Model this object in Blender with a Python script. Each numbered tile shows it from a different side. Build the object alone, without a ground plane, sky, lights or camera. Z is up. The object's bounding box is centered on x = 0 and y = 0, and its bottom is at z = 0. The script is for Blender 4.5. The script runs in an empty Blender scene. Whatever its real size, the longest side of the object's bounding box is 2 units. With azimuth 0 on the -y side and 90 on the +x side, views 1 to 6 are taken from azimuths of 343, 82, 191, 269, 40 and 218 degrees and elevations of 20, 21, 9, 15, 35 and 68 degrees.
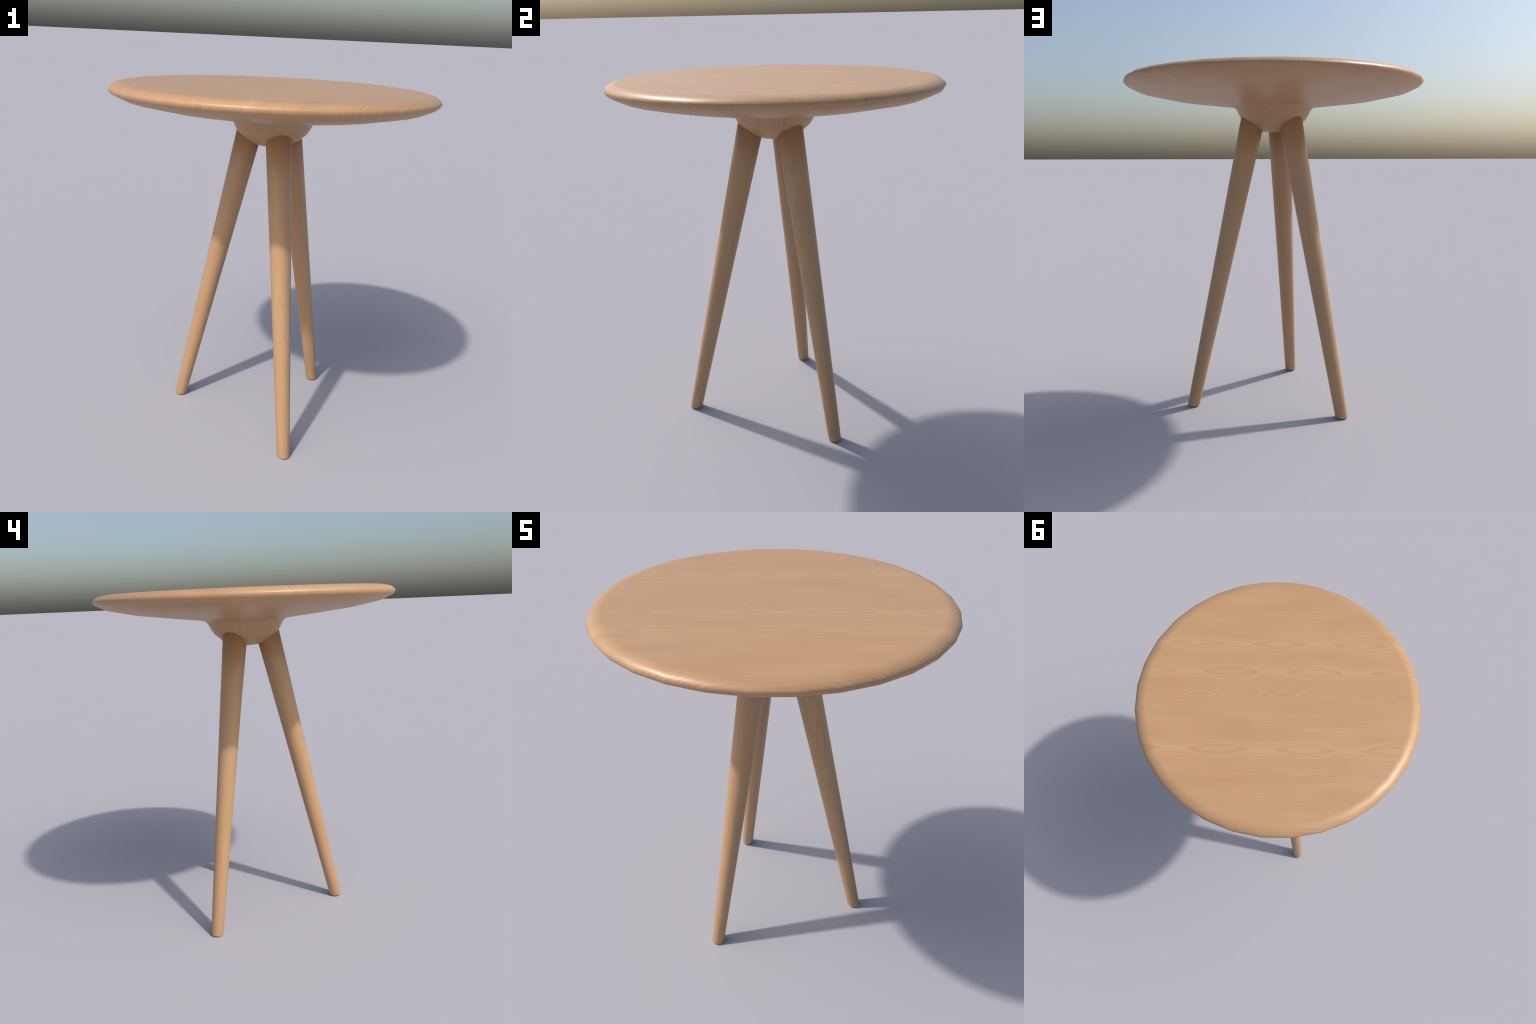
"""Round wooden side table: lathe-turned top blending into a domed hub, three tapered splayed legs."""
import bpy, math
from mathutils import Vector, Matrix

SEGMENTS = 32

# ------------------------------------------------------------------ lathe profile (radius, height)
PROFILE_TOP = [(0.0, 2.0), (0.8126, 2.0), (0.8558, 1.9912), (0.8756, 1.9770), (0.8818, 1.9655), (0.8713, 1.9462)]
PROFILE_UNDER = [(0.8022, 1.9143), (0.6390, 1.8808), (0.4248, 1.8544), (0.2700, 1.8368), (0.2470, 1.8322), (0.2335, 1.8235)]
PROFILE_HUB = [(0.2212, 1.8075), (0.2060, 1.7765), (0.1898, 1.7523), (0.1426, 1.7132), (0.0955, 1.6884), (0.0549, 1.6838), (0.0, 1.6835)]

# legs: foot centre on the ground, axis point at height 1.6 m; radius across the axis at both ends
LEGS = [
    dict(foot=(-0.0059, -0.5286), upper=(-0.0067, -0.1653), row=-0.3515, at=-71.0, z0=1.36, twist=-101.0, phase=-0.101),
    dict(foot=(0.4660, 0.2497), upper=(0.1479, 0.0754), row=-0.3515, at=-61.0, z0=1.44, twist=18.0, phase=-0.101),
    dict(foot=(-0.4605, 0.2573), upper=(-0.1438, 0.0830), row=0.0115, at=108.0, z0=1.60, twist=80.0, phase=0.034),
]
LEG_RADIUS_FOOT, LEG_RADIUS_UPPER, UPPER_Z, LEG_TOP_Z = 0.0365, 0.0680, 1.6, 1.80

# ------------------------------------------------------------------ node helpers
class Nodes:
    def __init__(self, tree):
        self.t = tree

    def new(self, kind, **props):
        n = self.t.nodes.new(kind)
        for k, v in props.items():
            setattr(n, k, v)
        return n

    def put(self, sock, v):
        if isinstance(v, bpy.types.NodeSocket):
            self.t.links.new(v, sock)
        else:
            sock.default_value = v

    def m(self, op, a, b=0.0, c=0.0, clamp=False):
        n = self.new("ShaderNodeMath", operation=op, use_clamp=clamp)
        for s, v in zip(n.inputs, (a, b, c)):
            self.put(s, v)
        return n.outputs[0]

    def add(self, a, b): return self.m("ADD", a, b)
    def sub(self, a, b): return self.m("SUBTRACT", a, b)
    def mul(self, a, b): return self.m("MULTIPLY", a, b)
    def div(self, a, b): return self.m("DIVIDE", a, b)

    def lerp(self, f, a, b):
        n = self.new("ShaderNodeMix", data_type="FLOAT")
        self.put(n.inputs[0], f); self.put(n.inputs[2], a); self.put(n.inputs[3], b)
        return n.outputs[0]

    def smooth(self, v, lo, hi, a=0.0, b=1.0):
        n = self.new("ShaderNodeMapRange", interpolation_type="SMOOTHSTEP")
        for s, x in zip(n.inputs, (v, lo, hi, a, b)):
            self.put(s, x)
        return n.outputs[0]

    def xyz(self, x, y, z=0.0):
        n = self.new("ShaderNodeCombineXYZ")
        for s, v in zip(n.inputs, (x, y, z)):
            self.put(s, v)
        return n.outputs[0]

    def noise(self, vec, scale=1.0, detail=0.0, rough=0.5):
        n = self.new("ShaderNodeTexNoise", noise_dimensions="3D")
        self.put(n.inputs["Vector"], vec)
        n.inputs["Scale"].default_value = scale
        n.inputs["Detail"].default_value = detail
        n.inputs["Roughness"].default_value = rough
        return n.outputs[0]

    def gauss(self, v, width):
        k = self.div(v, width)
        return self.m("EXPONENT", self.mul(self.mul(k, k), -1.0))


REPEAT = 0.5155           # length after which the veneer figure repeats along the grain
# flat-sawn figure: rows of pointed eyes  (across-grain position, phase, half length, half height)
EYE_ROWS = [(0.377, -0.002, 0.178, 0.0265), (0.1725, 0.219, 0.181, 0.0285), (-0.3515, 0.157, 0.184, 0.031)]
KNOT_ROW = (0.0115, 0.034, 0.080, 0.0140)
WAVE_ROWS = [-0.500, 0.774]


def wood_figure_group():
    g = bpy.data.node_groups.new("wood_figure", "ShaderNodeTree")
    g.interface.new_socket("Along", in_out="INPUT", socket_type="NodeSocketFloat")
    g.interface.new_socket("Across", in_out="INPUT", socket_type="NodeSocketFloat")
    g.interface.new_socket("Tone", in_out="OUTPUT", socket_type="NodeSocketFloat")
    N = Nodes(g)
    gi, go = N.new("NodeGroupInput"), N.new("NodeGroupOutput")
    P, Q0 = gi.outputs[0], gi.outputs[1]
    wobble = N.sub(N.noise(N.xyz(N.mul(P, 7.0), N.mul(Q0, 16.0)), detail=1.0), 0.5)
    Q = N.add(Q0, N.mul(wobble, 0.017))

    shift, eye_tone, eye_mask = None, None, None
    for q, pc, a, b in EYE_ROWS + [KNOT_ROW]:
        knot = (q, pc, a, b) == KNOT_ROW
        dp = N.m("WRAP", N.sub(P, pc), REPEAT / 2, -REPEAT / 2)
        dq = N.sub(Q, q)
        adq = N.m("ABSOLUTE", dq)
        bump = N.add(0.5, N.mul(0.5, N.m("COSINE", N.mul(dp, 2 * math.pi / REPEAT))))
        reach = b * (3.2 if not knot else 4.0)
        push = N.mul(N.mul(N.mul(bump, b * 0.75), N.m("TANH", N.div(dq, b * 0.8))), N.gauss(dq, reach))
        shift = push if shift is None else N.add(shift, push)
        u = N.div(dp, a)
        d = N.add(N.div(adq, b), N.mul(u, u))
        if not knot:
            inner = N.smooth(N.add(N.mul(N.div(adq, b), 0.62), N.mul(u, u)), 0.10, 0.80, 0.92, 0.08)
            inner = N.mul(inner, N.smooth(d, 0.96, 1.02, 1.0, 0.0))
            rim = N.smooth(d, 0.985, 1.07, 0.0, 0.95)
            tone = N.m("MAXIMUM", inner, rim)
            # pale throat between neighbouring eyes, dark hairline outside
            hair = N.mul(N.gauss(N.sub(N.div(adq, b), N.add(0.80, N.mul(bump, 0.62))), 0.12), 0.75)
            tone = N.sub(tone, hair)
            mask = N.smooth(N.sub(N.div(adq, b), N.mul(bump, 0.62)), 0.95, 1.45, 1.0, 0.0)
        else:
            sd = N.m("SQRT", N.add(N.mul(u, u), N.m("POWER", N.div(adq, b), 2.0)))
            tone = N.sub(0.5, N.mul(0.5, N.m("COSINE", N.mul(N.m("MAXIMUM", N.sub(sd, 0.55), 0.0), 2 * math.pi / 0.95))))
            mask = N.smooth(sd, 1.2, 3.2, 0.9, 0.0)
        eye_tone = N.mul(tone, mask) if eye_tone is None else N.add(eye_tone, N.mul(tone, mask))
        eye_mask = mask if eye_mask is None else N.add(eye_mask, mask)

    wave_zone = None
    for q in WAVE_ROWS:
        dq = N.sub(Q, q)
        z = N.gauss(dq, 0.055)
        amp = N.mul(N.mul(N.m("COSINE", N.mul(N.add(P, 0.06), 2 * math.pi / REPEAT)), 0.0075), z)
        shift = N.add(shift, amp)
        wave_zone = z if wave_zone is None else N.add(wave_zone, z)

    qs = N.sub(Q, shift)
    drift = N.sub(N.noise(N.xyz(N.mul(P, 0.8), N.mul(qs, 9.0)), detail=0.0), 0.5)
    lines = N.m("SINE", N.add(N.mul(qs, 2 * math.pi / 0.0150), N.mul(drift, 16.0)))
    strength = N.smooth(N.noise(N.xyz(N.mul(P, 1.5), N.mul(qs, 14.0), 4.0)), 0.3, 0.7, 0.12, 0.28)
    strength = N.add(strength, N.mul(wave_zone, 0.14))
    hairs = N.sub(N.noise(N.xyz(N.mul(P, 2.2), N.mul(qs, 150.0), 9.0), detail=2.0, rough=0.6), 0.5)
    patch = N.sub(N.noise(N.xyz(N.mul(P, 2.2), N.mul(qs, 10.0), 2.0), detail=1.0), 0.5)
    ground = N.add(N.add(N.add(0.42, N.mul(lines, strength)), N.mul(hairs, 0.75)), N.mul(patch, 1.0))
    mask = N.m("MINIMUM", eye_mask, 1.0)
    eye = N.div(eye_tone, N.m("MAXIMUM", eye_mask, 0.001))
    eye = N.add(N.add(N.add(N.mul(eye, 0.82), 0.08), N.mul(hairs, 0.5)), N.mul(patch, 0.35))
    tone = N.lerp(mask, ground, eye)
    pores = N.sub(N.noise(N.xyz(N.mul(P, 60.0), N.mul(Q0, 260.0), 1.0), detail=1.0), 0.5)
    tone = N.m("ADD", tone, N.mul(pores, 0.25), clamp=True)
    N.put(go.inputs[0], tone)
    return g


FIGURE = wood_figure_group()
DARK, LIGHT = (0.425, 0.243, 0.121, 1.0), (0.492, 0.300, 0.152, 1.0)


def wood_material(name, coords, contrast=1.0):
    """coords(N, object_xyz_sockets) -> (along, across) grain coordinates in metres."""
    mat = bpy.data.materials.new(name)
    mat.use_nodes = True
    N = Nodes(mat.node_tree)
    bsdf = next(n for n in mat.node_tree.nodes if n.type == "BSDF_PRINCIPLED")
    tc = N.new("ShaderNodeTexCoord")
    sep = N.new("ShaderNodeSeparateXYZ")
    N.put(sep.inputs[0], tc.outputs["Object"])
    along, across = coords(N, *sep.outputs)
    grp = N.new("ShaderNodeGroup", node_tree=FIGURE)
    N.put(grp.inputs[0], along)
    N.put(grp.inputs[1], across)
    mix = N.new("ShaderNodeMix", data_type="RGBA")
    N.put(mix.inputs[0], N.add(N.mul(N.sub(grp.outputs[0], 0.45), contrast), 0.45))
    mix.inputs[6].default_value, mix.inputs[7].default_value = DARK, LIGHT
    N.put(bsdf.inputs["Base Color"], mix.outputs[2])
    grit = N.noise(N.xyz(N.mul(along, 90.0), N.mul(across, 200.0), 3.0), detail=3.0, rough=0.65)
    smear = N.noise(N.xyz(N.mul(along, 9.0), N.mul(across, 26.0), 6.0), detail=2.0)
    N.put(bsdf.inputs["Roughness"], N.add(N.add(0.24, N.mul(grit, 0.26)), N.mul(smear, 0.08)))
    bump = N.new("ShaderNodeBump")
    bump.inputs["Strength"].default_value = 0.20
    bump.inputs["Distance"].default_value = 0.0010
    N.put(bump.inputs["Height"], N.add(N.mul(grit, 1.0), N.mul(grp.outputs[0], 0.05)))
    N.put(bsdf.inputs["Normal"], bump.outputs[0])
    return mat


def turned(angle, offset=0.0, phase=0.0):
    c, s = math.cos(math.radians(angle)), math.sin(math.radians(angle))
    return lambda N, x, y, z: (N.add(N.add(N.mul(x, c), N.mul(y, s)), phase),
                               N.add(N.add(N.mul(x, -s), N.mul(y, c)), offset))


def round_leg(leg):
    scale = 0.747                                   # leg veneer figure is a little smaller than the top's
    def coords(N, x, y, z):
        theta = N.m("ARCTAN2", y, x)
        centre = N.add(math.radians(leg["at"]), N.mul(N.sub(z, leg["z0"] * 1.026), math.radians(leg["twist"])))
        rel = N.m("WRAP", N.sub(theta, centre), math.pi, -math.pi)
        return (N.add(N.div(N.sub(z, leg["z0"] * 1.026), scale), leg["phase"]),
                N.add(N.mul(rel, 0.051 / scale), leg["row"]))
    return coords


TOP_WOOD = wood_material("wood_top", turned(219.15))
UNDER_WOOD = wood_material("wood_underside", turned(0.0, -0.370, -0.197), 0.85)

# ------------------------------------------------------------------ lathe body: one smooth surface, split at the neck
def ring_normals(profile):
    """Profile normals (radial, vertical); the wide flat top keeps an upright normal at its border."""
    segs = []
    for (r0, z0), (r1, z1) in zip(profile, profile[1:]):
        v = Vector((r1 - r0, z1 - z0))
        segs.append(Vector((-v.y, v.x)).normalized())
    out = []
    for i in range(len(profile)):
        near = [segs[j] for j in (i - 1, i) if 0 <= j < len(segs)]
        n = sum(near, Vector((0, 0))).normalized()
        if profile[i][0] == 0.0 or i == 1:
            n = Vector((0, 1 if profile[i][1] > 1.8 else -1))
        out.append(n)
    return out


def lathe(name, profile, normals, material_of, materials):
    verts, norms, faces, mats = [], [], [], []
    index = []
    for (r, z), n in zip(profile, normals):
        row = []
        if r == 0.0:
            row = [len(verts)] * SEGMENTS
            verts.append((0, 0, z)); norms.append((0, 0, n.y))
        else:
            for k in range(SEGMENTS):
                a = 2 * math.pi * k / SEGMENTS
                row.append(len(verts))
                verts.append((r * math.cos(a), r * math.sin(a), z))
                norms.append((n.x * math.cos(a), n.x * math.sin(a), n.y))
        index.append(row)
    for i in range(len(index) - 1):
        for k in range(SEGMENTS):
            quad = [index[i][k], index[i + 1][k], index[i + 1][(k + 1) % SEGMENTS], index[i][(k + 1) % SEGMENTS]]
            face = list(dict.fromkeys(quad))
            faces.append(face)
            mats.append(material_of(i))
    me = bpy.data.meshes.new(name)
    me.from_pydata(verts, [], faces)
    for m in materials:
        me.materials.append(m)
    me.polygons.foreach_set("material_index", mats)
    me.polygons.foreach_set("use_smooth", [True] * len(faces))
    me.normals_split_custom_set_from_vertices(norms)
    me.update()
    ob = bpy.data.objects.new(name, me)
    bpy.context.scene.collection.objects.link(ob)
    return ob


table = bpy.data.objects.new("side_table", None)
table["label"] = "round pale wooden side table on three splayed tapered legs"
table["category"] = "table"
bpy.context.scene.collection.objects.link(table)

whole = PROFILE_TOP + PROFILE_UNDER + PROFILE_HUB
normals = ring_normals(whole)
neck = len(PROFILE_TOP) + len(PROFILE_UNDER) - 1
upper_rings = len(PROFILE_TOP) - 1
top = lathe("tabletop", whole[:neck + 1], normals[:neck + 1], lambda i: 0 if i < upper_rings else 1, [TOP_WOOD, UNDER_WOOD])
hub = lathe("hub", whole[neck:], normals[neck:], lambda i: 0, [UNDER_WOOD])
top.parent = hub.parent = table


# ------------------------------------------------------------------ legs: tapered cones cut level at the floor, foot edge rounded
FOOT_EDGE = 0.011
def build_leg(leg):
    foot, upper = Vector((*leg["foot"], 0.0)), Vector((*leg["upper"], UPPER_Z))
    axis = (upper - foot).normalized()
    out = Vector((foot.x, foot.y, 0)); out = (out - axis * out.dot(axis)).normalized()
    side = axis.cross(out)
    frame = Matrix((out, side, axis)).transposed().to_4x4()
    frame.translation = foot
    inverse = frame.inverted()
    length = (upper - foot).length

    def on_cone(angle, z):                       # generator line of the cone met by the level plane z
        d = out * math.cos(angle) + side * math.sin(angle)
        p0, p1 = foot + d * LEG_RADIUS_FOOT, upper + d * LEG_RADIUS_UPPER
        return p0.lerp(p1, (z - p0.z) / (p1.z - p0.z))

    rings = []                                   # (height, inset from the cone surface)
    for i in range(5):
        a = math.pi / 2 * i / 4
        rings.append((FOOT_EDGE * (1 - math.sin(a)), FOOT_EDGE * (1 - math.cos(a))))
    rings = rings[::-1] + [(LEG_TOP_Z * k / 6, 0.0) for k in range(1, 7)]
    verts, faces = [], []
    for z, inset in rings:
        centre = foot.lerp(upper, z / UPPER_Z)
        for k in range(SEGMENTS):
            p = on_cone(2 * math.pi * k / SEGMENTS, z)
            d = p - centre
            verts.append(inverse @ (centre + d * (1 - inset / d.length)))
    n = SEGMENTS
    for i in range(len(rings) - 1):
        for k in range(n):
            faces.append([i * n + k, i * n + (k + 1) % n, (i + 1) * n + (k + 1) % n, (i + 1) * n + k])
    faces.append(list(range(n))[::-1])
    faces.append([(len(rings) - 1) * n + k for k in range(n)])
    me = bpy.data.meshes.new("leg")
    me.from_pydata([tuple(v) for v in verts], [], faces)
    me.polygons.foreach_set("use_smooth", [True] * (len(faces) - 2) + [False, False])
    me.materials.append(wood_material("wood_leg", round_leg(leg), 0.75))
    me.update()
    ob = bpy.data.objects.new("leg", me)
    bpy.context.scene.collection.objects.link(ob)
    ob.matrix_world = frame
    ob.parent = table
    ob.matrix_parent_inverse = Matrix.Identity(4)
    ob.matrix_basis = frame
    return ob


for spec in LEGS:
    build_leg(spec)
